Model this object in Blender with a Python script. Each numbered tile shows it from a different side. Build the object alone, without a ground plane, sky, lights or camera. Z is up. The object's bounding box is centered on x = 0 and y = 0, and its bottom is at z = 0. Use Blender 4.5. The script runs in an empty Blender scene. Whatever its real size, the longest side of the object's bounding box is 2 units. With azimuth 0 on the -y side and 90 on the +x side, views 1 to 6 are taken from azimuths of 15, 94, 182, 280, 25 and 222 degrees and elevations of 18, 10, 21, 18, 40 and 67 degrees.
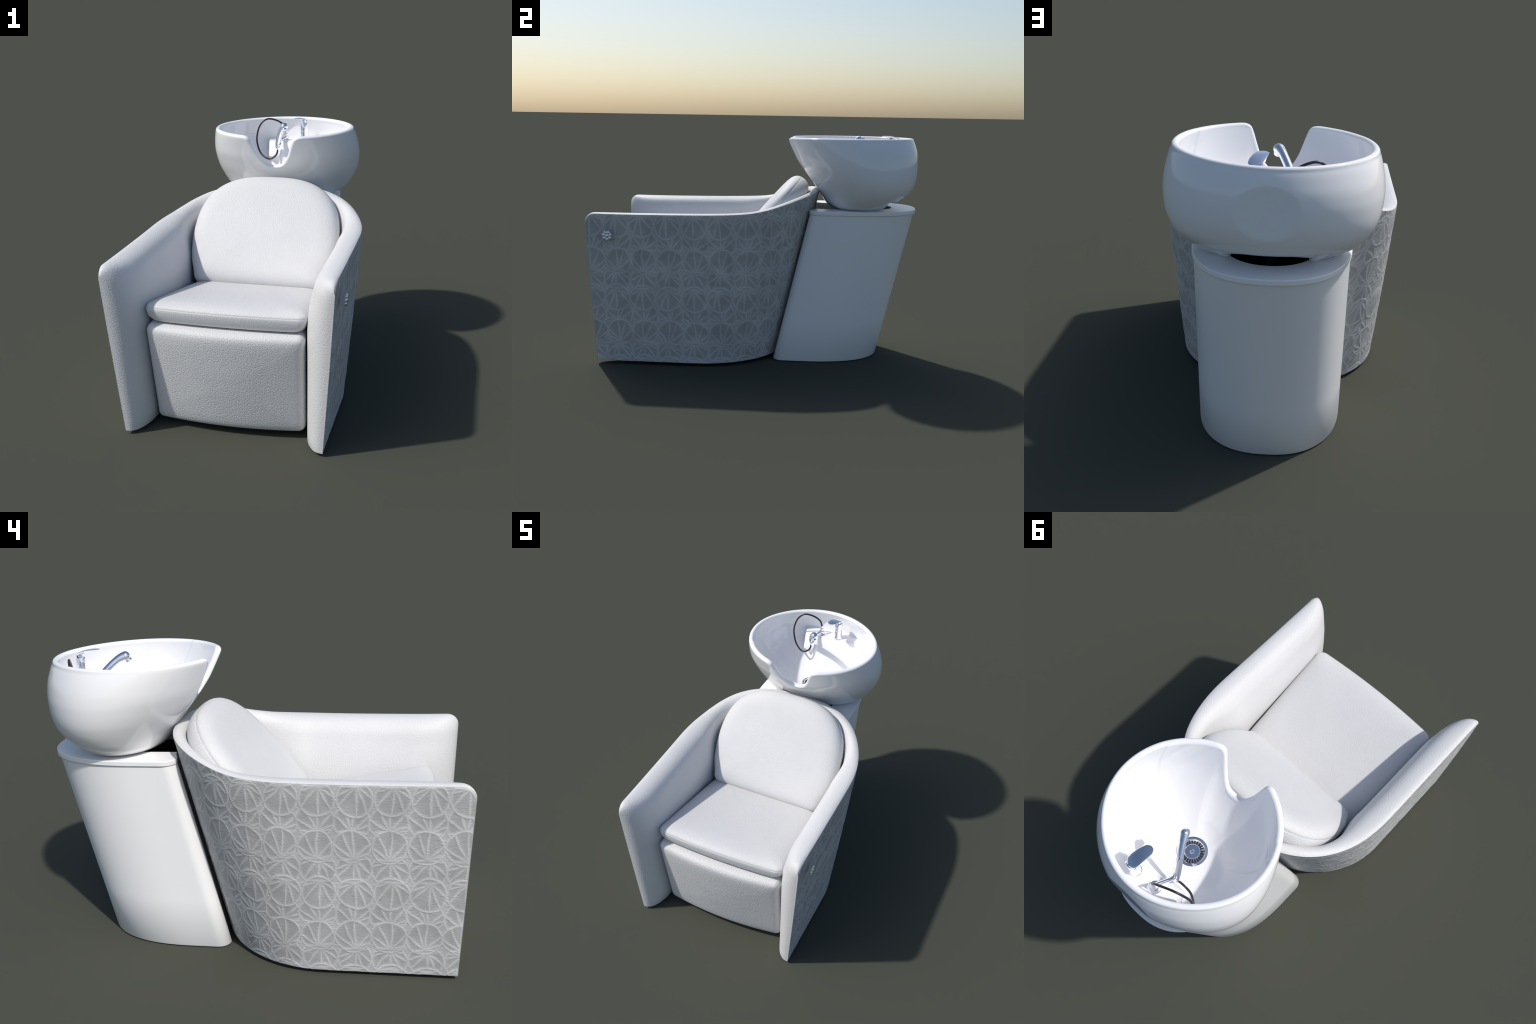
# A salon wash unit: upholstered tub chair, patterned outer panel, pedestal with a
# ceramic basin, mixer tap, hand spray, hose and drain.  Metres, z up, front = -y.
import bpy, bmesh, math
import numpy as np
from mathutils import Vector, Matrix

CX = -0.0185                      # symmetry plane of the unit


# ------------------------------------------------------------------ helpers
def curve(xs, ys):
    """Monotone cubic through control points (Fritsch-Carlson)."""
    xs = np.asarray(xs, float); ys = np.asarray(ys, float)
    h = np.diff(xs); dl = np.diff(ys) / h
    m = np.zeros_like(xs)
    m[0], m[-1] = dl[0], dl[-1]
    for i in range(1, len(xs) - 1):
        if dl[i - 1] * dl[i] > 0:
            w1 = 2 * h[i] + h[i - 1]; w2 = h[i] + 2 * h[i - 1]
            m[i] = (w1 + w2) / (w1 / dl[i - 1] + w2 / dl[i])

    def f(x):
        x = np.clip(np.asarray(x, float), xs[0], xs[-1])
        i = np.clip(np.searchsorted(xs, x) - 1, 0, len(h) - 1)
        t = (x - xs[i]) / h[i]
        return ((1 + 2 * t) * (1 - t) ** 2 * ys[i] + t * (1 - t) ** 2 * h[i] * m[i]
                + t * t * (3 - 2 * t) * ys[i + 1] + t * t * (t - 1) * h[i] * m[i + 1])
    return f


def sup(q, p):
    """Quarter superellipse: 0 at q=0 (vertical start), 1 at q>=1."""
    q = np.clip(q, 0, 1)
    return (1 - (1 - q) ** p) ** (1 / p)


def smooth(a, b, x):
    t = np.clip((x - a) / (b - a), 0, 1)
    return t * t * (3 - 2 * t)


def mesh_object(name, verts, faces, mat, parent=None, smooth_angle=None, flat=False):
    me = bpy.data.meshes.new(name)
    me.from_pydata([tuple(map(float, v)) for v in verts], [], faces)
    bm = bmesh.new(); bm.from_mesh(me)
    bmesh.ops.recalc_face_normals(bm, faces=bm.faces)
    bm.to_mesh(me); bm.free()
    ob = bpy.data.objects.new(name, me)
    bpy.context.scene.collection.objects.link(ob)
    if mat:
        me.materials.append(mat)
    if not flat:
        me.polygons.foreach_set("use_smooth", [True] * len(me.polygons))
        if smooth_angle:
            me.set_sharp_from_angle(angle=math.radians(smooth_angle))
    if parent:
        ob.parent = parent
    return ob


def grid_faces(nu, nv, wrap_u=False, wrap_v=False, base=0):
    fs = []
    for i in range(nu if wrap_u else nu - 1):
        a = i * nv; b = ((i + 1) % nu) * nv
        for j in range(nv if wrap_v else nv - 1):
            k = (j + 1) % nv
            fs.append((base + a + j, base + b + j, base + b + k, base + a + k))
    return fs


def cap(idx, centre_index):
    n = len(idx)
    return [(idx[i], idx[(i + 1) % n], centre_index) for i in range(n)]


def rings_object(name, rings, mat, parent, close_start=True, close_end=True, angle=None):
    """Loft closed rings (lists of equal-length 3D points)."""
    n = len(rings[0]); V = [p for r in rings for p in r]
    F = grid_faces(len(rings), n, wrap_v=True)
    if close_start:
        V.append(np.mean(rings[0], axis=0)); F += cap(list(range(n)), len(V) - 1)
    if close_end:
        b = (len(rings) - 1) * n
        V.append(np.mean(rings[-1], axis=0)); F += cap(list(range(b, b + n)), len(V) - 1)
    return mesh_object(name, V, F, mat, parent, angle)


def frame(axis):
    a = np.asarray(axis, float); a /= np.linalg.norm(a)
    t = np.array([0, 0, 1.0]) if abs(a[2]) < .9 else np.array([1.0, 0, 0])
    u = np.cross(t, a); u /= np.linalg.norm(u)
    return a, u, np.cross(a, u)


def turned(name, origin, axis, profile, mat, parent, n=40, angle=35):
    """Lathe: profile = (radius, height along axis)."""
    a, u, v = frame(axis); o = np.asarray(origin, float)
    th = np.linspace(0, 2 * np.pi, n, endpoint=False)
    rings = [[o + a * h + (u * math.cos(t) + v * math.sin(t)) * max(r, 1e-4) for t in th]
             for r, h in profile]
    return rings_object(name, rings, mat, parent, angle=angle)


def catmull(pts, n):
    P = [np.asarray(p, float) for p in pts]
    P = [2 * P[0] - P[1]] + P + [2 * P[-1] - P[-2]]
    out = []
    m = len(P) - 3
    for k in range(n):
        s = k / (n - 1) * m; i = min(int(s), m - 1); t = s - i
        a, b, c, d = P[i:i + 4]
        out.append(.5 * (2 * b + (c - a) * t + (2 * a - 5 * b + 4 * c - d) * t * t
                         + (3 * b - a - 3 * c + d) * t ** 3))
    return np.array(out)


def tube(name, pts, radius, mat, parent, n=16, steps=90, squash=1.0, angle=40):
    """Sweep a circle along a smooth path; radius is a number or list of control radii."""
    C = catmull(pts, steps)
    R = np.interp(np.linspace(0, 1, steps), np.linspace(0, 1, len(radius)), radius) \
        if hasattr(radius, "__len__") else np.full(steps, radius)
    T = np.gradient(C, axis=0); T /= np.linalg.norm(T, axis=1)[:, None]
    _, u, _ = frame(T[0])
    rings = []
    for k in range(steps):
        u = u - T[k] * (u @ T[k]); u /= np.linalg.norm(u)
        w = np.cross(T[k], u)
        rings.append([C[k] + R[k] * (u * math.cos(t) + squash * w * math.sin(t))
                      for t in np.linspace(0, 2 * np.pi, n, endpoint=False)])
    return rings_object(name, rings, mat, parent, angle=angle)


# ---------------------------------------------------------------- materials
def new_mat(name):
    m = bpy.data.materials.new(name); m.use_nodes = True
    nt = m.node_tree
    return m, nt, nt.nodes["Principled BSDF"]


def plain(name, col, rough, metal=0.0, coat=0.0, spec=None):
    m, nt, b = new_mat(name)
    b.inputs["Base Color"].default_value = (*col, 1)
    b.inputs["Roughness"].default_value = rough
    b.inputs["Metallic"].default_value = metal
    b.inputs["Coat Weight"].default_value = coat
    b.inputs["Coat Roughness"].default_value = .03
    if spec is not None:
        b.inputs["Specular IOR Level"].default_value = spec
    return m


def leather(name, col, cell, depth, rough=.5):
    """White hide: pebbled Voronoi grain in the bump, faint tone change."""
    m, nt, b = new_mat(name)
    N, L = nt.nodes, nt.links
    tc = N.new("ShaderNodeTexCoord")
    wob = N.new("ShaderNodeTexNoise"); wob.inputs["Scale"].default_value = .6 / cell
    wob.inputs["Detail"].default_value = 2
    add = N.new("ShaderNodeVectorMath"); add.operation = "MULTIPLY_ADD"
    add.inputs[1].default_value = (cell * .45,) * 3
    L.new(tc.outputs["Object"], wob.inputs["Vector"])
    L.new(wob.outputs["Color"], add.inputs[0]); L.new(tc.outputs["Object"], add.inputs[2])
    vo = N.new("ShaderNodeTexVoronoi"); vo.feature = "SMOOTH_F1"
    vo.inputs["Scale"].default_value = 1 / cell
    vo.inputs["Smoothness"].default_value = .35
    L.new(add.outputs[0], vo.inputs["Vector"])
    inv = N.new("ShaderNodeMath"); inv.operation = "SUBTRACT"; inv.inputs[0].default_value = 1
    L.new(vo.outputs["Distance"], inv.inputs[1])
    bump = N.new("ShaderNodeBump"); bump.inputs["Distance"].default_value = depth
    bump.inputs["Strength"].default_value = .8
    L.new(inv.outputs[0], bump.inputs["Height"]); L.new(bump.outputs[0], b.inputs["Normal"])
    big = N.new("ShaderNodeTexNoise"); big.inputs["Scale"].default_value = 5
    ramp = N.new("ShaderNodeValToRGB")
    ramp.color_ramp.elements[0].position = .3; ramp.color_ramp.elements[1].position = .7
    ramp.color_ramp.elements[0].color = (*[c * .97 for c in col], 1)
    ramp.color_ramp.elements[1].color = (*col, 1)
    L.new(tc.outputs["Object"], big.inputs["Vector"])
    L.new(big.outputs["Fac"], ramp.inputs["Fac"]); L.new(ramp.outputs["Color"], b.inputs["Base Color"])
    b.inputs["Roughness"].default_value = rough
    b.inputs["Specular IOR Level"].default_value = .35
    return m


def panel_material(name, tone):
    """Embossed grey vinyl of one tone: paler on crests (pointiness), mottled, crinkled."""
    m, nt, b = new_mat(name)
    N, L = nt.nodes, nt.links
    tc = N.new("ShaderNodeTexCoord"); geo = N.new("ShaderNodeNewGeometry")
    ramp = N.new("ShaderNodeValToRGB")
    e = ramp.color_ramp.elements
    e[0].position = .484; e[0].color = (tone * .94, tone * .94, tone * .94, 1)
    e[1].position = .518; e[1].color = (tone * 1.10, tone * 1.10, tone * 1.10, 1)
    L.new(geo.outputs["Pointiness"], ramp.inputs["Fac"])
    mp = N.new("ShaderNodeMapping"); mp.inputs["Scale"].default_value = (60, 60, 150)
    ns = N.new("ShaderNodeTexNoise"); ns.inputs["Scale"].default_value = 1
    ns.inputs["Detail"].default_value = 4; ns.inputs["Distortion"].default_value = .8
    L.new(tc.outputs["Object"], mp.inputs["Vector"]); L.new(mp.outputs[0], ns.inputs["Vector"])
    patch = N.new("ShaderNodeTexNoise"); patch.inputs["Scale"].default_value = 11
    L.new(tc.outputs["Object"], patch.inputs["Vector"])
    mot = N.new("ShaderNodeValToRGB")
    mot.color_ramp.elements[0].position = .36; mot.color_ramp.elements[0].color = (.90, .90, .90, 1)
    mot.color_ramp.elements[1].position = .64; mot.color_ramp.elements[1].color = (1.06, 1.06, 1.06, 1)
    L.new(patch.outputs["Fac"], mot.inputs["Fac"])
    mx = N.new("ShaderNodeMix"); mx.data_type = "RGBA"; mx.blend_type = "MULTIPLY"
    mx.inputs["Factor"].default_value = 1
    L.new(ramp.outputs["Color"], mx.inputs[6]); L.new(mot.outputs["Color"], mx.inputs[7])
    mul = N.new("ShaderNodeMath"); mul.operation = "MULTIPLY"
    L.new(ns.outputs["Fac"], mul.inputs[0]); L.new(patch.outputs["Fac"], mul.inputs[1])
    bump = N.new("ShaderNodeBump"); bump.inputs["Distance"].default_value = .0048
    bump.inputs["Strength"].default_value = .7
    L.new(mul.outputs[0], bump.inputs["Height"]); L.new(bump.outputs[0], b.inputs["Normal"])
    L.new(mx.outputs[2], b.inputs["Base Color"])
    b.inputs["Roughness"].default_value = .5
    b.inputs["Specular IOR Level"].default_value = .35
    return m


WHITE = (.70, .70, .704)
M_coarse = leather("white_leather_coarse", WHITE, .0054, .0018)
M_body = leather("white_leather_body", WHITE, .0054, .0012)
M_fine = leather("white_leather_fine", WHITE, .0044, .0014)
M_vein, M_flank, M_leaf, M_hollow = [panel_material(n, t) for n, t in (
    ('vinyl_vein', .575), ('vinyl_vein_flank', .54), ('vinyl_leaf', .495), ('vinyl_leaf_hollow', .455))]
M_ceramic = plain("white_ceramic", (.93, .93, .94), .06, coat=.0)
M_lacquer = plain("white_lacquer", (.95, .95, .955), .28)
M_chrome = plain("chrome", (.93, .93, .95), .05, metal=1)
M_hose = plain("dark_hose", (.022, .016, .020), .32)
M_black = plain("black_plastic", (.012, .012, .013), .6)
M_dark = plain("gap_shadow_dark", (.03, .03, .032), .8)

root = bpy.data.objects.new("salon_wash_unit", None)
bpy.context.scene.collection.objects.link(root)
root["label"] = "white upholstered salon wash chair with grey panel and ceramic basin"
root["category"] = "shampoo chair"

# ============================================================ tub shell plan
ZB = .018                                            # underside of the shell
front_y = lambda z: -.952 - .048 * (z - ZB) / .912   # raked front edge


def plan(z, n=900):
    """U-shaped outline at height z: straight arms, elliptical back. Returns x,y (x about CX)."""
    t = (z - ZB) / .912
    a = .529 + .067 * t + .003 * math.sin(math.pi * min(max(t, 0), 1))
    y0 = -.35 + .10 * t
    b = .515 + .091 * t
    e = 2 / (2 + .40 * max(t, 0))
    yf = front_y(z)
    k = n // 3
    ys = np.linspace(yf, y0, k, endpoint=False)
    taper = .002 * (1 - smooth(yf, y0, ys))
    xs = a - taper
    ph = np.linspace(0, np.pi, n - 2 * k)
    c = np.cos(ph)
    x = np.concatenate([xs, a * np.sign(c) * abs(c) ** e, -xs[::-1]])
    y = np.concatenate([ys, y0 + b * np.sin(ph) ** e, ys[::-1]])
    return x, y


ZT = np.linspace(ZB - .01, 1.10, 48)                 # plan table over height
_tab = []
for z in ZT:
    x, y = plan(z)
    L = np.concatenate([[0], np.cumsum(np.hypot(np.diff(x), np.diff(y)))])
    _tab.append((x, y, L / L[-1], L[-1]))


def shell_tables(s):
    X = np.array([np.interp(s, t[2], t[0]) for t in _tab]).T
    Y = np.array([np.interp(s, t[2], t[1]) for t in _tab]).T
    return X, Y                                      # [s, z]


LEN_Z = np.array([t[3] for t in _tab])
arm_top = curve([-1.02, -.80, -.50, -.16, -.016, .08, .17, .265, .334, .40],
                [.936, .935, .937, .944, .953, .970, .997, 1.030, 1.052, 1.066])


def shell_columns(d_front):
    """d = distance from the nearer front edge in metres at z~.95 -> normalised s both sides."""
    return d_front / np.interp(.95, ZT, LEN_Z)


def top_height(s):
    j = np.argmin(abs(ZT - .95))
    y = np.interp(s, _tab[j][2], _tab[j][1])
    d = np.minimum(s, 1 - s) * _tab[j][3]
    r = .062
    drop = r * (1 - np.sqrt(1 - np.clip(1 - d / r, 0, 1) ** 2))
    return arm_top(y) - drop, d, y


def at(X, Y, i, z):
    return np.interp(z, ZT, X[i]), np.interp(z, ZT, Y[i])


# ------------------------------------------------------------- leather body
half = np.concatenate([[0, .0008, .002, .004, .007, .011, .016, .022, .030, .040, .052, .066],
                       np.linspace(.082, 1.0, 40)])
Lref = np.interp(.95, ZT, LEN_Z)
s_half = half / Lref
s_mid = np.linspace(s_half[-1], .5, 45)[1:]
s_left = np.concatenate([s_half, s_mid])
S = np.concatenate([s_left, (1 - s_left[:-1])[::-1]])
Xs, Ys = shell_tables(S)
ztop, dfr, ytop = top_height(S)
# inward plan normals
TX = np.gradient(Xs, axis=0); TY = np.gradient(Ys, axis=0)
for k in (0, -1):
    TX[k] = TX[1 if k == 0 else -2]; TY[k] = TY[1 if k == 0 else -2]
ln = np.hypot(TX, TY); NX, NY = -TY / ln, TX / ln     # points to the inside
pad_at_floor, pad_at_seat, pad_at_top = .110, .156, .128

verts = []
nsec = None
for i, s in enumerate(S):
    zt = ztop[i]; crest = zt + .008
    back = smooth(-.12, .24, ytop[i])                 # padding thins behind the back cushion
    sec = []
    for z in np.linspace(zt - .002, ZB + .004, 8):    # outside, tucked behind the panel
        sec.append((.004, z))
    sec.append((.010, ZB))
    tb = pad_at_floor * (1 - back) + .06 * back
    back_top = smooth(-.16, .20, ytop[i])
    for f in (.25, .5, .75, .93):
        sec.append((f * tb, ZB))
    v = np.concatenate([np.linspace(ZB + .008, zt - .15, 16), np.linspace(zt - .14, zt - .03, 14),
                        zt + np.array([-.024, -.018, -.012, -.006, -.002, .001, .004, .006, .0073, .0078])])
    for z in v:
        pad = np.interp(z, [ZB, .62, .74, .90], [pad_at_floor, pad_at_seat, pad_at_seat, pad_at_top])
        bk = back + (back_top - back) * float(smooth(.62, .86, z))
        pad = pad * (1 - bk) + .060 * bk
        g = sup((crest - z) / (.095 - .035 * back), 2.4)
        sec.append((.020 + (pad - .020) * float(g), z))
    sec.append((.013, zt + .0068)); sec.append((.008, zt + .0045)); sec.append((.003, zt + .0028)); sec.append((.0005, zt + .0012))
    E = float(sup(np.array(dfr[i] / .27), 2.3))
    nsec = len(sec)
    for off, z in sec:
        off = .004 * min(1, 4 * E) - .0008 * (1 - min(1, 4 * E)) + (off - .004) * E
        zz = ZB + (z - ZB) if E > .02 else z
        x, y = at(Xs, Ys, i, zz)
        nx, ny = at(NX, NY, i, zz)
        ny_off = -.0035 * (1 - E)
        verts.append((CX + x + nx * off, y + ny * off + ny_off, zz))
faces = grid_faces(len(S), nsec, wrap_v=True)
for e in (0, len(S) - 1):
    idx = list(range(e * nsec, (e + 1) * nsec))
    verts.append(np.mean([verts[k] for k in idx], axis=0)); faces += cap(idx, len(verts) - 1)
shell = mesh_object("tub_shell", verts, faces, M_body, root, 60)


# ------------------------------------------------------ embossed outer panel
PITCH = .157                                          # leaf spacing along the panel
R_LEAF = .0785
VEINS_UP = [17, 45, 88, 114, 146, -5, 187]  # vein directions from the leaf's eye
LEAF_ROWS = [                                         # z centre, eye height, flip, layer, radius, u shift
    (.765, -.042, 1, 1, .0800, .000), (.540, .042, -1, 1, .0800, -.006),
    (.655, -.059, 1, 2, .0785, .000), (.425, .057, -1, 2, .0785, -.012),
]


def leaf_relief(u, z):
    """Height of overlapping round leaves with radiating veins; u along the panel, z up."""
    u, z = (u + .0035 * np.sin(z * 27 + u * 13) + .0012 * np.sin(u * 67 - z * 41 + 1.3),
            z + .0035 * np.sin(u * 23 - z * 17 + .7) + .0012 * np.sin(z * 71 + u * 53))
    h = np.full(u.shape, -.0002)
    d_all = np.full(u.shape, .0035)
    # lowest layer: small buds filling the gaps between leaves
    for zc in (.765, .540):
        du = np.mod(u, PITCH) - PITCH / 2
        for off in (-.03, .03):
            zr = np.mod(z - zc - off + .225, .45) - .225
            d_all = np.minimum(d_all, abs(np.hypot(du, zr) - .040))
    for layer in (1, 2):
        for zc, eye, flip, lay, R, sh in LEAF_ROWS:
            if lay != layer:
                continue
            w = u - sh
            col = np.floor(w / PITCH + .5)
            du = w - col * PITCH
            zr = np.mod(z - zc + .225, .45) - .225
            row = np.round((z - zc - zr) / .45)
            jit = np.sin(col * 12.9 + row * 7.3 + zc * 31)     # small leaf-to-leaf variation
            zr = zr + .003 * jit
            r = np.hypot(du * (1 + .03 * jit), zr * (1 - .035 * np.sin(col * 7.7 + row * 2.1)))
            inside = r < R + .0015
            ex = -.006 + .003 * np.sin(col * 5.1 + row * 3.7)
            px, pz = -(du - ex) * flip, (zr - eye) * flip
            d = abs(r - R) * .9
            rr = np.hypot(px, pz)
            for deg in VEINS_UP:
                a = math.radians(deg) + .06 * np.sin(col * 3.3 + deg)
                ang = a + .10 * (rr / .1) * math.cos(math.radians(deg))
                along = px * np.cos(ang) + pz * np.sin(ang)
                across = abs(-px * np.sin(ang) + pz * np.cos(ang))
                d = np.minimum(d, np.where(along > -.002, across * (.55 + 9 * np.clip(along, 0, .12)) + .0006, .05))
            lift = .0010 if layer == 2 else .0003
            h = np.where(inside, lift, h)
            d_all = np.where(inside, d, np.minimum(d_all, abs(r - R)))
    crest = .40 * np.exp(-(d_all / .0052) ** 2) + .60 * np.exp(-np.sqrt(d_all ** 2 + .0012 ** 2) / .012)
    return h + .0022 * crest - .0010, d_all


nS = 1000
sP = np.linspace(0, 1, nS)
edge = np.concatenate([[0, .0006, .0015, .003, .005, .0075]]) / Lref
sP = np.concatenate([edge, np.linspace(.010 / Lref, 1 - .010 / Lref, nS), (1 - edge)[::-1]])
PX, PY = shell_tables(sP)
pt, pd, py = top_height(sP)
nV = 300
vv = np.linspace(0, 1, nV)
zz = ZB + .001 + vv[None, :] * (pt[:, None] - ZB - .001)
gx = np.empty_like(zz); gy = np.empty_like(zz)
for i in range(len(sP)):
    gx[i] = np.interp(zz[i], ZT, PX[i]); gy[i] = np.interp(zz[i], ZT, PY[i])
P = np.stack([gx, gy, zz], -1)
du_ = np.gradient(P, axis=0); dv_ = np.gradient(P, axis=1)
nrm = np.cross(du_, dv_); nrm /= np.linalg.norm(nrm, axis=-1)[..., None]
if nrm[len(sP) // 2, 150, 1] < 0:
    nrm = -nrm
nrm[0] = nrm[4]; nrm[-1] = nrm[-5]
arc = np.minimum(sP, 1 - sP)[:, None] * np.interp(zz, ZT, LEN_Z)
fy = front_y(zz)
U = arc + fy + .333                                   # leaf columns stay level with world y on the arms
rel, vein_dist = leaf_relief(U, zz)
fade = smooth(0, .008, pd)[:, None] * smooth(0, .006, pt[:, None] - zz) * smooth(0, .006, zz - ZB)
P = P + nrm * (rel * fade)[..., None]
inner = P - nrm * .003
V = np.concatenate([P.reshape(-1, 3), inner[0], inner[-1], inner[1:-1, 0], inner[1:-1, -1]])
V[:, 0] += CX
nU = len(sP)
F = grid_faces(nU, nV)
b0 = nU * nV; b1 = b0 + nV; b2 = b1 + nV; b3 = b2 + nU - 2
for j in range(nV - 1):
    F.append((j, j + 1, b0 + j + 1, b0 + j))
    k = (nU - 1) * nV
    F.append((k + j, b1 + j, b1 + j + 1, k + j + 1))
for i in range(nU - 1):
    def inn(base, m, row):
        if m == 0: return b0 + row
        if m == nU - 1: return b1 + row
        return base + m - 1
    F.append((i * nV, inn(b2, i, 0), inn(b2, i + 1, 0), (i + 1) * nV))
    F.append((i * nV + nV - 1, (i + 1) * nV + nV - 1, inn(b3, i + 1, nV - 1), inn(b3, i, nV - 1)))
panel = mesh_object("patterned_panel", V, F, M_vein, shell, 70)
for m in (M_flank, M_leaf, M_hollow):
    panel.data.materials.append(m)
# four greys by distance from the vein lines: palest on the veins, darkest in the leaf hollows
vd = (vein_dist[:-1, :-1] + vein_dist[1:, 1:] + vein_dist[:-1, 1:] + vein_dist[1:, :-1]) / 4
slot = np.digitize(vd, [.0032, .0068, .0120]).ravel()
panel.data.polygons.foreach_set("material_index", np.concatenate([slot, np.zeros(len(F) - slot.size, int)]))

# ------------------------------------------------------------ bead emblem
ev, ef = [], []


def dome(c, r):
    n, m = 20, 8
    base = len(ev)
    for k in range(m):
        a = k / (m - 1) * math.pi / 2
        for j in range(n):
            t = 2 * math.pi * j / n
            ev.append((c[0] + r * .85 * math.sin(a), c[1] + r * math.cos(a) * math.cos(t),
                       c[2] + r * math.cos(a) * math.sin(t)))
    ef.extend(grid_faces(m, n, wrap_v=True, base=base))


em = np.array([.602, -.858, .811])
dome(em + [.001, 0, 0], .0120)
for k in range(7):
    a = math.radians(-90 + k * 360 / 7)
    dome(em + [math.sin(a) * .0016, .0212 * math.cos(a), .0212 * math.sin(a)], .0108)
mesh_object("emblem", ev, ef, M_chrome, shell)


# ================================================================== cushions
def pillow(name, outline, origin, ex, ey, layers, mat, parent, warp=None):
    """Stuffed form: closed outline (in ex,ey), layers of (inset, height along normal)."""
    O = np.asarray(outline, float); c = O.mean(0)
    ex = np.asarray(ex, float); ey = np.asarray(ey, float)
    en = np.cross(ex, ey)
    ext = (O.max(0) - O.min(0)) / 2
    c = (O.max(0) + O.min(0)) / 2
    rings = []
    for inset, hgt in layers:
        if inset < .02:                               # true offset near the edge
            T = np.roll(O, -1, 0) - np.roll(O, 1, 0)
            T /= np.linalg.norm(T, axis=1)[:, None]
            Nn = np.stack([-T[:, 1], T[:, 0]], 1)
            if np.mean(np.sum(Nn * (c - O), 1)) < 0: Nn = -Nn
            Q = O + Nn * inset
        elif inset < .25:                             # then shrink both half-sizes alike
            Q = c + (O - c) * (1 - inset / ext)
        else:
            k0 = 1 - .14 / ext
            Q = c + (O - c) * k0 * ((1 - inset) / .86)
        ring = [np.asarray(origin) + ex * q[0] + ey * q[1] + en * hgt for q in Q]
        if warp: ring = [warp(p) for p in ring]
        rings.append(ring)
    return rings_object(name, rings, mat, parent)


def rounded(points, radii, n=10, sub=14):
    """Polygon with rounded corners, edges subdivided."""
    out = []
    m = len(points)
    P = [np.asarray(p, float) for p in points]
    segs = []
    for i in range(m):
        a, b, c = P[i - 1], P[i], P[(i + 1) % m]
        r = radii[i]
        d1 = (a - b) / np.linalg.norm(a - b); d2 = (c - b) / np.linalg.norm(c - b)
        half_ang = math.acos(np.clip(d1 @ d2, -1, 1)) / 2
        t = r / math.tan(half_ang)
        s, e = b + d1 * t, b + d2 * t
        cen = b + (d1 + d2) / np.linalg.norm(d1 + d2) * r / math.sin(half_ang)
        a0 = math.atan2(*(s - cen)[::-1]); a1 = math.atan2(*(e - cen)[::-1])
        da = (a1 - a0 + math.pi) % (2 * math.pi) - math.pi
        segs.append([cen + r * np.array([math.cos(a0 + da * k / n), math.sin(a0 + da * k / n)])
                     for k in range(n + 1)])
    for i in range(m):
        out += segs[i]
        p, q = segs[i][-1], segs[(i + 1) % m][0]
        out += [p + (q - p) * k / sub for k in range(1, sub)]
    return np.array(out)


# back cushion: dome outline leaning back 49 degrees
def back_outline():
    right = []
    right += [(x, 0.0) for x in np.linspace(0, .332, 10)]
    right += [(.332 + .060 * math.sin(a), .060 - .060 * math.cos(a))
              for a in np.linspace(.15, math.radians(84), 9)]
    side = curve([.07, .16, .27], [.396, .426, .440])
    right += [(float(side(t)), t) for t in np.linspace(.08, .26, 9)]
    for a in np.linspace(.02, math.pi / 2, 34):
        ca, sa = math.cos(a), math.sin(a)
        right.append((.440 * ca ** (2 / 2.7), .28 + .430 * sa ** (2 / 2.7)))
    left = [(-x, y) for x, y in right[1:-1]][::-1]
    return np.array(right + left)


ty, tz = .656, .755
back_layers = [(.5, -.105), (.10, -.100), (.055, -.095), (.030, -.086), (.012, -.068), (.004, -.050),
               (.000, -.030), (.001, -.010), (.0030, -.002), (.0045, .0000), (.0034, .002), (.0075, .013), (.016, .026),
               (.030, .038), (.050, .047), (.080, .053), (.12, .056), (.45, .059), (.70, .060), (.90, .060)]
back = pillow("back_cushion", back_outline(), (CX, -.200, .600), (1, 0, 0), (0, ty, tz), back_layers,
              M_fine, root)
back.data.materials.append(M_coarse)
# seat cushion: raked, front edge bowed
seat_pts = rounded([(-.430, -.858), (.430, -.858), (.404, -.08), (-.404, -.08)], [.050, .050, .03, .03])


def seat_warp(p):
    x = (p[0] - CX) / .42
    f = smooth(-.50, -.85, p[1])
    return np.array([p[0], p[1] - .020 * (1 - x * x) * smooth(-.3, -.83, p[1]), p[2]])


seat_layers = [(.5, -.072), (.10, -.072), (.045, -.0715), (.032, -.066), (.020, -.054), (.011, -.038), (.005, -.020),
               (.002, -.006), (.0028, -.0012), (.0042, .0003), (.0034, .002), (.007, .010), (.0165, .0205), (.033, .031),
               (.058, .040), (.09, .046), (.14, .050), (.5, .053), (.75, .054), (.92, .054)]
rk = math.atan(.19)
seat = pillow("seat_cushion", seat_pts - np.array([0, -.85]), (CX, -.850, .684), (1, 0, 0),
              (0, math.cos(rk), -math.sin(rk)), seat_layers, M_fine, root, seat_warp)
# leg rest: tall front cushion, bowed in plan, leaning under the seat
leg_pts = rounded([(-.405, .0), (.405, .0), (.418, .570), (-.418, .570)], [.034, .034, .034, .034])


def leg_warp(p):
    x = (p[0] - CX) / .41
    return np.array([p[0], p[1] - .040 * (1 - x * x), p[2]])


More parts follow.
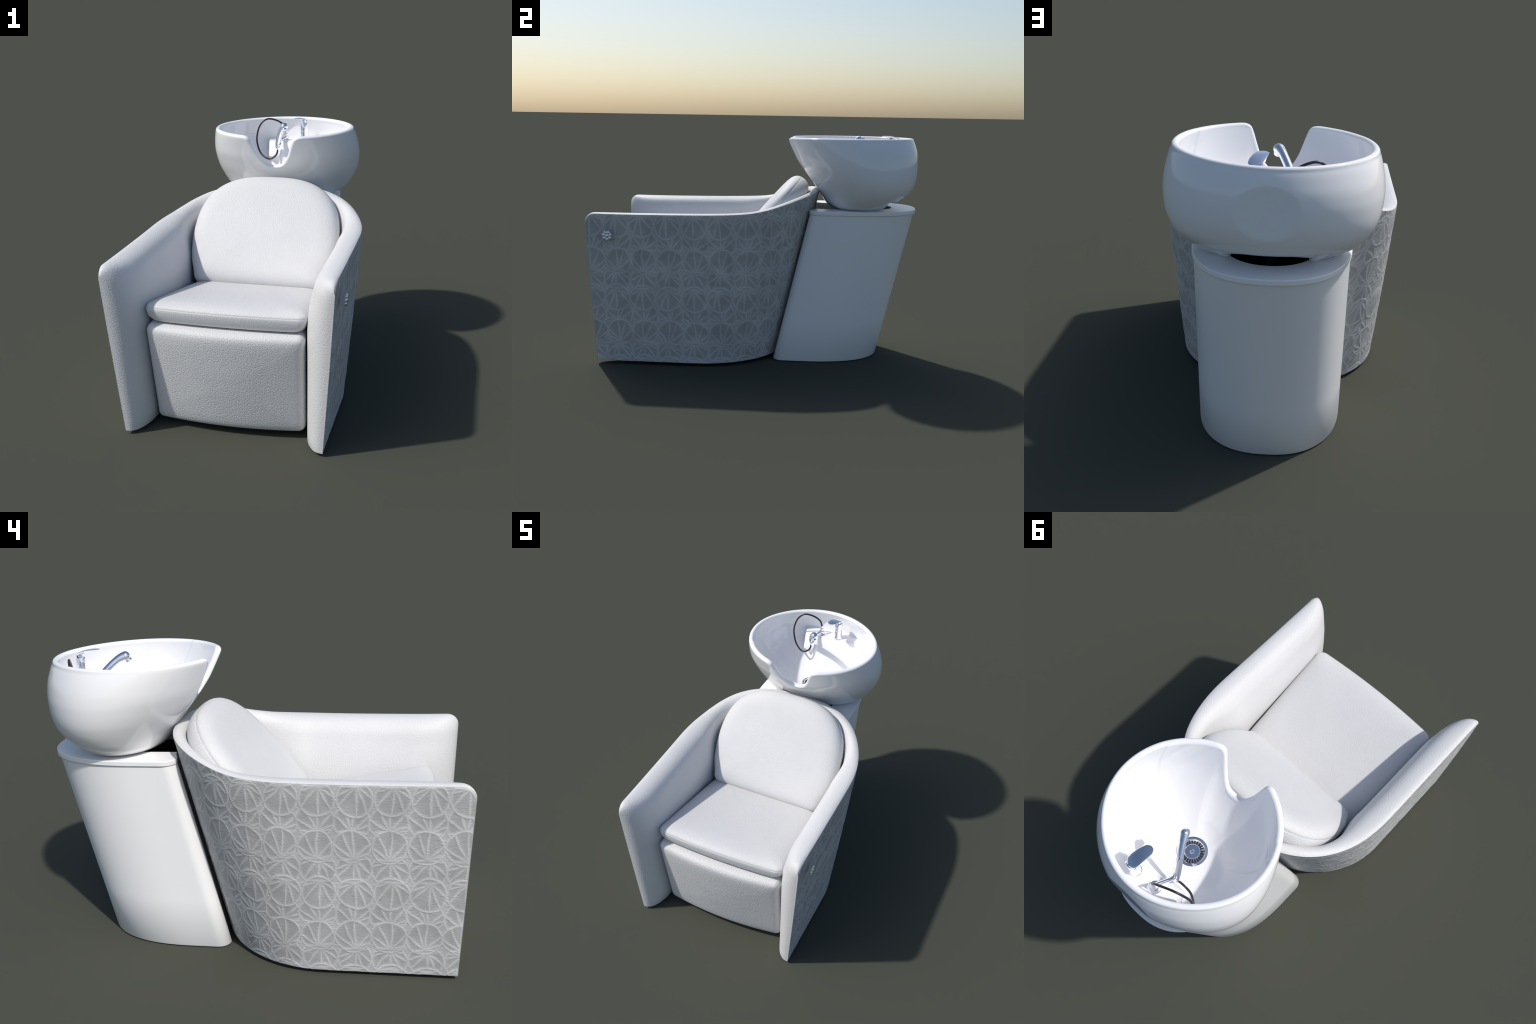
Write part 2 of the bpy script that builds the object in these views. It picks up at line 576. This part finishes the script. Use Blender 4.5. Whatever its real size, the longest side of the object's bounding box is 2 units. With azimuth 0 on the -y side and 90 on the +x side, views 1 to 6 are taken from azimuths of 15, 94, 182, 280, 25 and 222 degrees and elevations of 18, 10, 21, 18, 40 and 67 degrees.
leg_layers = [(.5, -.30), (.10, -.30), (.03, -.29), (.008, -.10), (.003, -.05), (.000, -.026), (.0005, -.012), (.0035, .001), (.009, .011),
              (.017, .0185), (.030, .0235), (.050, .0265), (.09, .029), (.13, .030), (.5, .033), (.75, .034), (.92, .034)]
lk = math.atan(.145)
leg = pillow("leg_rest", leg_pts, (CX, -.778, .032), (1, 0, 0), (0, -math.sin(lk), math.cos(lk)),
             leg_layers, M_coarse, root, leg_warp)


def by_height(ob, origin, n, limit, index):
    o, n = Vector(origin), Vector(n)
    for p in ob.data.polygons:
        if (p.center - o).dot(n) < limit:
            p.material_index = index


by_height(back, (CX, -.2, .6), (0, -tz, ty), .0002, 1)

# block under the seat, coloured near-black to keep the cushion gaps in shadow
fr = rounded([(-.36, -.72), (.36, -.72), (.34, -.02), (-.34, -.02)], [.03, .03, .12, .12])
rings_object("dark_gap_block", [[(CX + p[0], p[1], z) for p in fr] for z in (.06, .52)], M_dark, root, angle=30)


# ================================================================= pedestal
def ped_plan(grow=0.0):
    pts = []
    rear = np.linspace(0, np.pi, 70)
    for a in rear:
        c, s_ = math.cos(a), math.sin(a)
        pts.append((math.copysign(abs(c) ** (2 / 2.4), c) * (.343 + grow), .30 + (.476 + grow) * s_ ** (2 / 2.4)))
    pts += [(-.343 - grow, y) for y in np.linspace(.29, .185, 5)]
    r = .060
    pts += [(-.343 - grow + r - r * math.cos(a), .178 - r * math.sin(a) - grow * math.sin(a))
            for a in np.linspace(.1, math.pi / 2, 9)]
    xs = np.linspace(-.275, .275, 30)
    pts += [(x, .118 - grow + .052 * (1 - (x / .283) ** 2)) for x in xs]
    pts += [(.343 + grow - r + r * math.cos(a), .178 - r * math.sin(a) - grow * math.sin(a))
            for a in np.linspace(math.pi / 2, .1, 9)]
    pts += [(.343 + grow, y) for y in np.linspace(.185, .29, 5)]
    return np.array(pts)


LEAN = .218 / .95
ped_levels = [(-.010, .0), (-.003, .002), (0, .006), (0, .25), (0, .5), (0, .75), (0, .928)]
pl = ped_plan()
ped = rings_object("pedestal", [[(CX + p[0] * (1 + g / .35), p[1] + (g if p[1] > .3 else -g) + LEAN * z, z)
                                 for p in pl] for g, z in ped_levels], M_lacquer, root, close_end=False, angle=50)

# countertop with a slot open to the front, round at the rear
top_out = ped_plan(.007)
top_out = top_out + np.array([0, LEAN * .95])
HW, HY = .190, .655


def countertop():
    """Loft between the outer edge and the slot edge, C-shaped (open to the front)."""
    n = 110
    # outer path, front-left inner lip -> round the back -> front-right inner lip
    O = top_out
    start = np.argmin(np.hypot(O[:, 0] - HW, O[:, 1] - O[np.argmin(abs(O[:, 0] - HW) + (O[:, 1] > .45) * 9), 1]))
    end = np.argmin(np.hypot(O[:, 0] + HW, O[:, 1] - O[np.argmin(abs(O[:, 0] + HW) + (O[:, 1] > .45) * 9), 1]))
    idx = [(start + k) % len(O) for k in range((end - start) % len(O) + 1)]
    path = O[idx]
    path[0, 0] = HW; path[-1, 0] = -HW
    L = np.concatenate([[0], np.cumsum(np.linalg.norm(np.diff(path, axis=0), axis=1))]); L /= L[-1]
    t = np.linspace(0, 1, n)
    out = np.stack([np.interp(t, L, path[:, 0]), np.interp(t, L, path[:, 1])], 1)
    y_in = path[0, 1]
    slot = [(HW, y) for y in np.linspace(y_in, HY, 30, endpoint=False)]
    slot += [(HW * math.cos(a), HY + .193 * math.sin(a)) for a in np.linspace(0, np.pi, 50)]
    slot += [(-HW, y) for y in np.linspace(HY, y_in, 31)[1:]]
    slot = np.array(slot)
    L = np.concatenate([[0], np.cumsum(np.linalg.norm(np.diff(slot, axis=0), axis=1))]); L /= L[-1]
    inn = np.stack([np.interp(t, L, slot[:, 0]), np.interp(t, L, slot[:, 1])], 1)
    z0, z1, b = .927, .954, .004
    rings = []
    for o, i in zip(out, inn):
        d = (i - o); d /= np.linalg.norm(d)
        pr = [(o + d * .004, z0), (o, z0 + .005), (o, z1 - b), (o + d * b * .3, z1 - b * .3), (o + d * b, z1)]
        pr += [(o + (i - o) * f, z1) for f in (.3, .6, .9)]
        pr += [(i - d * .003, z1), (i, z1 - .003), (i, z0 - .02), (i - d * .004, z0 - .02)]
        rings.append([np.array([CX + q[0], q[1], z]) for q, z in pr])
    return rings_object("countertop", rings, M_lacquer, ped, angle=20)


countertop()
# dark cavity under the basin
cav = [(HW * .999 * math.cos(a), HY - .02 + .20 * math.sin(a)) for a in np.linspace(0, np.pi, 40)]
cav += [(-HW * .999, .40), (HW * .999, .40)]
rings_object("cavity", [[(CX + p[0] * 1.06, p[1] * 1.0 + .0, z) for p in cav] for z in (.74, .900)], M_black, ped,
             close_end=False, angle=30)
tube("waste_pipe", [(CX, .62, .99), (CX, .63, .90), (CX + .01, .66, .83), (CX + .01, .72, .80), (CX + .01, .74, .76)],
     .03, M_black, ped)

# ==================================================================== basin
Z_RIM = 1.397
half_width = curve([.944, .952, .966, .985, 1.02, 1.05, 1.09, 1.14, 1.19, 1.23, 1.27, 1.31, 1.36, 1.40],
                   [.228, .258, .304, .344, .387, .410, .433, .452, .461, .464, .462, .456, .444, .430])
rear_y = curve([.944, .952, .970, 1.005, 1.05, 1.10, 1.17, 1.23, 1.29, 1.34, 1.37, 1.40],
               [.790, .825, .850, .900, .958, .990, 1.008, 1.012, 1.006, .992, .981, .966])
front_yb = curve([.944, .952, .978, 1.047, 1.102, 1.158, 1.205, 1.254, 1.30, 1.343, 1.40],
                 [.500, .470, .432, .384, .345, .302, .268, .232, .205, .180, .147])
notch = curve([0, .025, .050, .075, .100, .122, .140, .152, .164, .178, .196, .22],
              [1.190, 1.192, 1.202, 1.224, 1.262, 1.312, 1.352, 1.372, 1.379, 1.382, 1.383, 1.383])
R_CAP = .0145
DRAIN = np.array([CX, .606, 1.008])


def outer_pt(ph, z):
    a, r, f = half_width(z), rear_y(z), front_yb(z)
    yc, b = (r + f) / 2, (r - f) / 2
    k = 1 - .017 * np.sin(2 * ph) ** 2 * (np.cos(ph) < 0)
    x = a * np.sin(ph) * k; y = yc - b * np.cos(ph) * k
    y = np.minimum(y, .9945)                 # shallow round flat at the back
    return np.stack([x, y, z + 0 * x], -1)


fine = np.linspace(-.52, .52, 181)
rest = np.linspace(.52, 2 * np.pi - .52, 281)[1:-1]
PH = np.concatenate([fine, rest])
nphi = len(PH)
xr = abs(.44 * np.sin(PH)); is_front = np.cos(PH) > 0
zt_rim = np.where(is_front, notch(np.minimum(xr, .22)), 1.383)
is_rear = ~is_front
zb_rim = .945 + np.where(is_rear, .080 * smooth(.85, .80, abs(np.sin(PH))), 0)
rows_o = np.concatenate([np.linspace(0, .12, 9), np.linspace(.14, 1, 34)])
outer_rows = []
for w in rows_o:
    z = zb_rim + w * (zt_rim - zb_rim)
    outer_rows.append(outer_pt(PH, z))
rim_o = outer_rows[-1]
# inner surface: radial blend from the drain to the wall
wall = .031


def inner_pt(ph, z, w):
    o = outer_pt(ph, np.maximum(z, 1.06))
    cen = np.array([0, .585])
    v = o[:, :2] - cen
    ln = np.linalg.norm(v, axis=1)[:, None]
    q = o[:, :2] - v / ln * (wall + .004 * (np.cos(ph)[:, None] > .5))
    s = sup(np.asarray(w), 2.6)
    d = DRAIN[:2] - [CX, 0]
    xy = d + (q - d) * s
    return np.concatenate([xy, z[:, None]], 1)


rows_i = 1 - np.linspace(0, 1, 36) ** 1.35
rows_i = np.where(rows_i < .004, .004, rows_i)
inner_rows = []
for w in rows_i:
    z = DRAIN[2] + w * (zt_rim - DRAIN[2])
    inner_rows.append(inner_pt(PH, z, w))
rim_i = inner_rows[0]
mid = (rim_o + rim_i) / 2
W = (rim_o - rim_i); rad = np.linalg.norm(W, axis=1)[:, None] / 2; W = W / (2 * rad)
T = np.roll(mid, -1, 0) - np.roll(mid, 1, 0); T /= np.linalg.norm(T, axis=1)[:, None]
Uv = np.cross(T, W); Uv /= np.linalg.norm(Uv, axis=1)[:, None]
if Uv[181 + 140, 2] < 0: Uv = -Uv
cap_rows = [mid + rad * W * math.cos(a) + Uv * R_CAP * math.sin(a)
            for a in np.linspace(0, math.pi, 13)[1:-1]]
rows = outer_rows + cap_rows + inner_rows
V = [p + [CX, 0, 0] for r in rows for p in r]
F = []
for i in range(len(rows) - 1):
    for j in range(nphi):
        k = (j + 1) % nphi
        F.append((i * nphi + j, i * nphi + k, (i + 1) * nphi + k, (i + 1) * nphi + j))
# underside: turn in and close
b0 = len(V)
for f, dz in ((.90, .004), (.6, .012)):
    V += [np.array([CX + p[0] * f, .65 + (p[1] - .65) * f, max(p[2] + dz, .957)]) for p in outer_rows[0]]
V.append(np.array([CX, .65, .97]))
for j in range(nphi):
    k = (j + 1) % nphi
    F.append((j, b0 + j, b0 + k, k))
    F.append((b0 + j, b0 + nphi + j, b0 + nphi + k, b0 + k))
    F.append((b0 + nphi + j, len(V) - 1, b0 + nphi + k))
V.append(DRAIN)
b1 = (len(rows) - 1) * nphi
for j in range(nphi):
    F.append((b1 + j, b1 + (j + 1) % nphi, len(V) - 1))
basin = mesh_object("basin", V, F, M_ceramic, root, 55)

# lugs that carry the bowl on the countertop
for side in (-1, 1):
    rings_object("basin_foot", [[np.array([CX + side * cxf + rx * math.cos(a), cyf + ry * math.sin(a), z]) for a in np.linspace(0, 2 * np.pi, 28, endpoint=False)]
                                for z, cxf, cyf, rx, ry in ((.9545, .186, .742, .020, .034), (.957, .186, .742, .024, .040), (.975, .200, .742, .034, .058),
                                                            (.995, .216, .738, .044, .078), (1.02, .236, .728, .050, .095))], M_ceramic, basin, angle=50)
# tap deck: shelf against the rear wall, with a sloping rest on the left
deck_edge = curve([-.21, -.19, -.178, -.13, -.09, -.07, -.03, .06, .12, .18, .24, .28],
                  [.93, .86, .848, .846, .848, .852, .852, .854, .864, .886, .918, .95])
deck_foot = curve([-.21, -.19, -.178, -.13, -.095, -.075, -.03, .06, .12, .18, .24, .28],
                  [.90, .825, .797, .789, .792, .806, .808, .810, .822, .850, .888, .92])
deck_low = curve([-.21, -.10, -.075, -.05, .06, .12, .18, .24, .28],
                 [.90, .80, .775, .765, .765, .780, .812, .86, .90])


def wall_y(x, z):
    """y in the middle of the basin's rear wall."""
    a, r, f = float(half_width(z)), float(rear_y(z)), float(front_yb(z))
    return min((r + f) / 2 + (r - f) / 2 * math.sqrt(max(0, 1 - (x / a) ** 2)), .9945) - .016


rings = []
for x in np.linspace(-.205, .275, 70):
    e, f, g = float(deck_edge(x)), float(deck_foot(x)), float(deck_low(x))
    sec = [(.99, 1.06), (.99, 1.245), (.98, 1.250), (e + .03, 1.250), (e + .014, 1.2495), (e + .004, 1.247), (e - .004, 1.241), (e - .010, 1.232),
           (e - (e - f) * .55, 1.20), (f + .006, 1.172), (f, 1.155), (.6 * f + .4 * g, 1.135), (.2 * f + .8 * g, 1.105), (g - .012, 1.075),
           (g - .035, 1.045), (g - .07, 1.020), (g - .12, 1.006), (g - .10, .998), (.88, 1.01)]
    rings.append([np.array([x, min(y, wall_y(x - CX, max(z, 1.02))), z]) for y, z in sec])
rings_object("tap_deck", rings, M_ceramic, basin, angle=60)

# drain
DR = DRAIN + [0, 0, .007]
dr = turned("drain", DR, (0, 0, 1), [(.0, .001), (.036, .001), (.038, -.004), (.059, -.004), (.060, .004), (.0625, .0065), (.066, .0055),
            (.077, .0045), (.0785, .003), (.079, -.012)], M_chrome, basin, n=64)
turned("drain_plate", DR + [0, 0, .001], (0, 0, 1), [(.039, -.004), (.039, .003), (.037, .0042), (.012, .0046), (.0105, .0075), (.008, .008), (.006, .006), (0, .0055)],
       M_chrome, basin, n=48, angle=20)
sv, sf = [], []
for k in range(24):
    a = 2 * math.pi * k / 24
    c, s_ = math.cos(a), math.sin(a)
    base = len(sv)
    for r, w in ((.041, .0026), (.0565, .0042)):
        for zz_ in (-.003, .0032):
            for sg in (-1, 1):
                sv.append(DR + [c * r - s_ * w * sg, s_ * r + c * w * sg, zz_])
    q = base
    sf += [(q, q + 1, q + 3, q + 2), (q + 4, q + 5, q + 7, q + 6), (q, q + 1, q + 5, q + 4),
           (q + 2, q + 3, q + 7, q + 6), (q, q + 2, q + 6, q + 4), (q + 1, q + 3, q + 7, q + 5)]
slots = mesh_object("drain_slot", sv, sf, M_black, basin, flat=True)
slots["kind"] = "stuff"

# mixer tap
FA = np.array([.043, .886, 1.249])
tap = turned("mixer_tap", FA, (0, 0, 1), [(0, 0), (.0315, 0), (.0315, .004), (.029, .006), (.0265, .03), (.0255, .062), (.0245, .063), (.0245, .066),
             (.0258, .067), (.0258, .114), (.024, .118), (.013, .121), (.012, .134), (0, .134)], M_chrome, basin)
# lever: rounded blade tilted up toward the front
lv = []
c0 = np.array([.044, .905, 1.378]); c1 = np.array([.014, .776, 1.410])
ax = c1 - c0; Ln = np.linalg.norm(ax); ax /= Ln
sd = np.cross(ax, [0, 0, 1]); sd /= np.linalg.norm(sd); upv = np.cross(sd, ax)
for t in np.concatenate([[0, .02, .06], np.linspace(.12, .88, 12), [.94, .98, 1.0]]):
    w = np.interp(t, [0, .03, .12, .3, .6, .88, .97, 1], [.008, .020, .031, .034, .031, .026, .016, .007])
    h = np.interp(t, [0, .3, .7, 1], [.010, .011, .006, .002])
    bend = .010 * math.sin(math.pi * t)
    c = c0 + ax * Ln * t + upv * bend
    lv.append([c + sd * w * math.cos(a) + upv * h * math.sin(a) * (.45 if math.sin(a) > 0 else 1) for a in np.linspace(0, 2 * np.pi, 24, endpoint=False)])
rings_object("tap_lever", lv, M_chrome, basin, angle=60)

# hose outlet and holder arm
HB = np.array([-.080, .882, 1.249])
turned("hose_outlet", HB, (0, 0, 1), [(0, 0), (.034, 0), (.034, .004), (.030, .008), (.017, .011), (.013, .016), (.018, .020), (.018, .028), (.011, .032),
       (.010, .038), (.013, .040), (.013, .046), (.008, .049), (.0078, .066), (0, .066)], M_chrome, basin)
tube("spray_holder", [HB + [0, -.004, .022], HB + [-.012, -.035, .018], (-.105, .815, 1.262), (-.113, .792, 1.262)], [.013, .0105, .0105, .014], M_chrome, basin, steps=30)
turned("spray_collar", (-.1165, .784, 1.232), (.35, -.60, .72), [(0, 0), (.017, 0), (.0185, .003), (.0185, .024), (.017, .027), (0, .027)], M_chrome, basin)
# hand spray
spray_path = [(-.120, .789, 1.222), (-.108, .762, 1.262), (-.085, .715, 1.322), (-.058, .667, 1.366), (-.040, .634, 1.384)]
tube("hand_spray", spray_path, [.0150, .0185, .0180, .0185, .0225], M_chrome, basin, n=24, steps=50)
sp = []
HC = np.array([-.0355, .627, 1.384])
turned("spray_head", HC, (.2, -.45, .88), [(.0240 * math.sin(a), -.0240 * math.cos(a)) for a in np.linspace(0, math.pi, 17)], M_chrome, basin)
turned("spray_nozzle", HC + [.003, -.009, -.013], (.18, -.52, -.84), [(0, -.008), (.0155, -.006), (.016, .004), (.0175, .008), (.0175, .012), (.013, .013), (.012, .010), (0, .010)], M_chrome, basin)
# hose
turned("hose_ferrule", (-.1175, .786, 1.200), (-.06, -.02, 1), [(0, 0), (.0062, 0), (.0068, .026), (0, .028)], M_chrome, basin, n=20)
tube("hose", [(-.1175, .786, 1.204), (-.126, .776, 1.170), (-.160, .772, 1.144), (-.198, .778, 1.148), (-.243, .802, 1.182), (-.268, .820, 1.252),
              (-.259, .823, 1.323), (-.234, .836, 1.373), (-.194, .852, 1.395), (-.140, .870, 1.382), (-.096, .882, 1.350), (-.080, .882, 1.308)],
     .0058, M_hose, basin, n=14, steps=160)
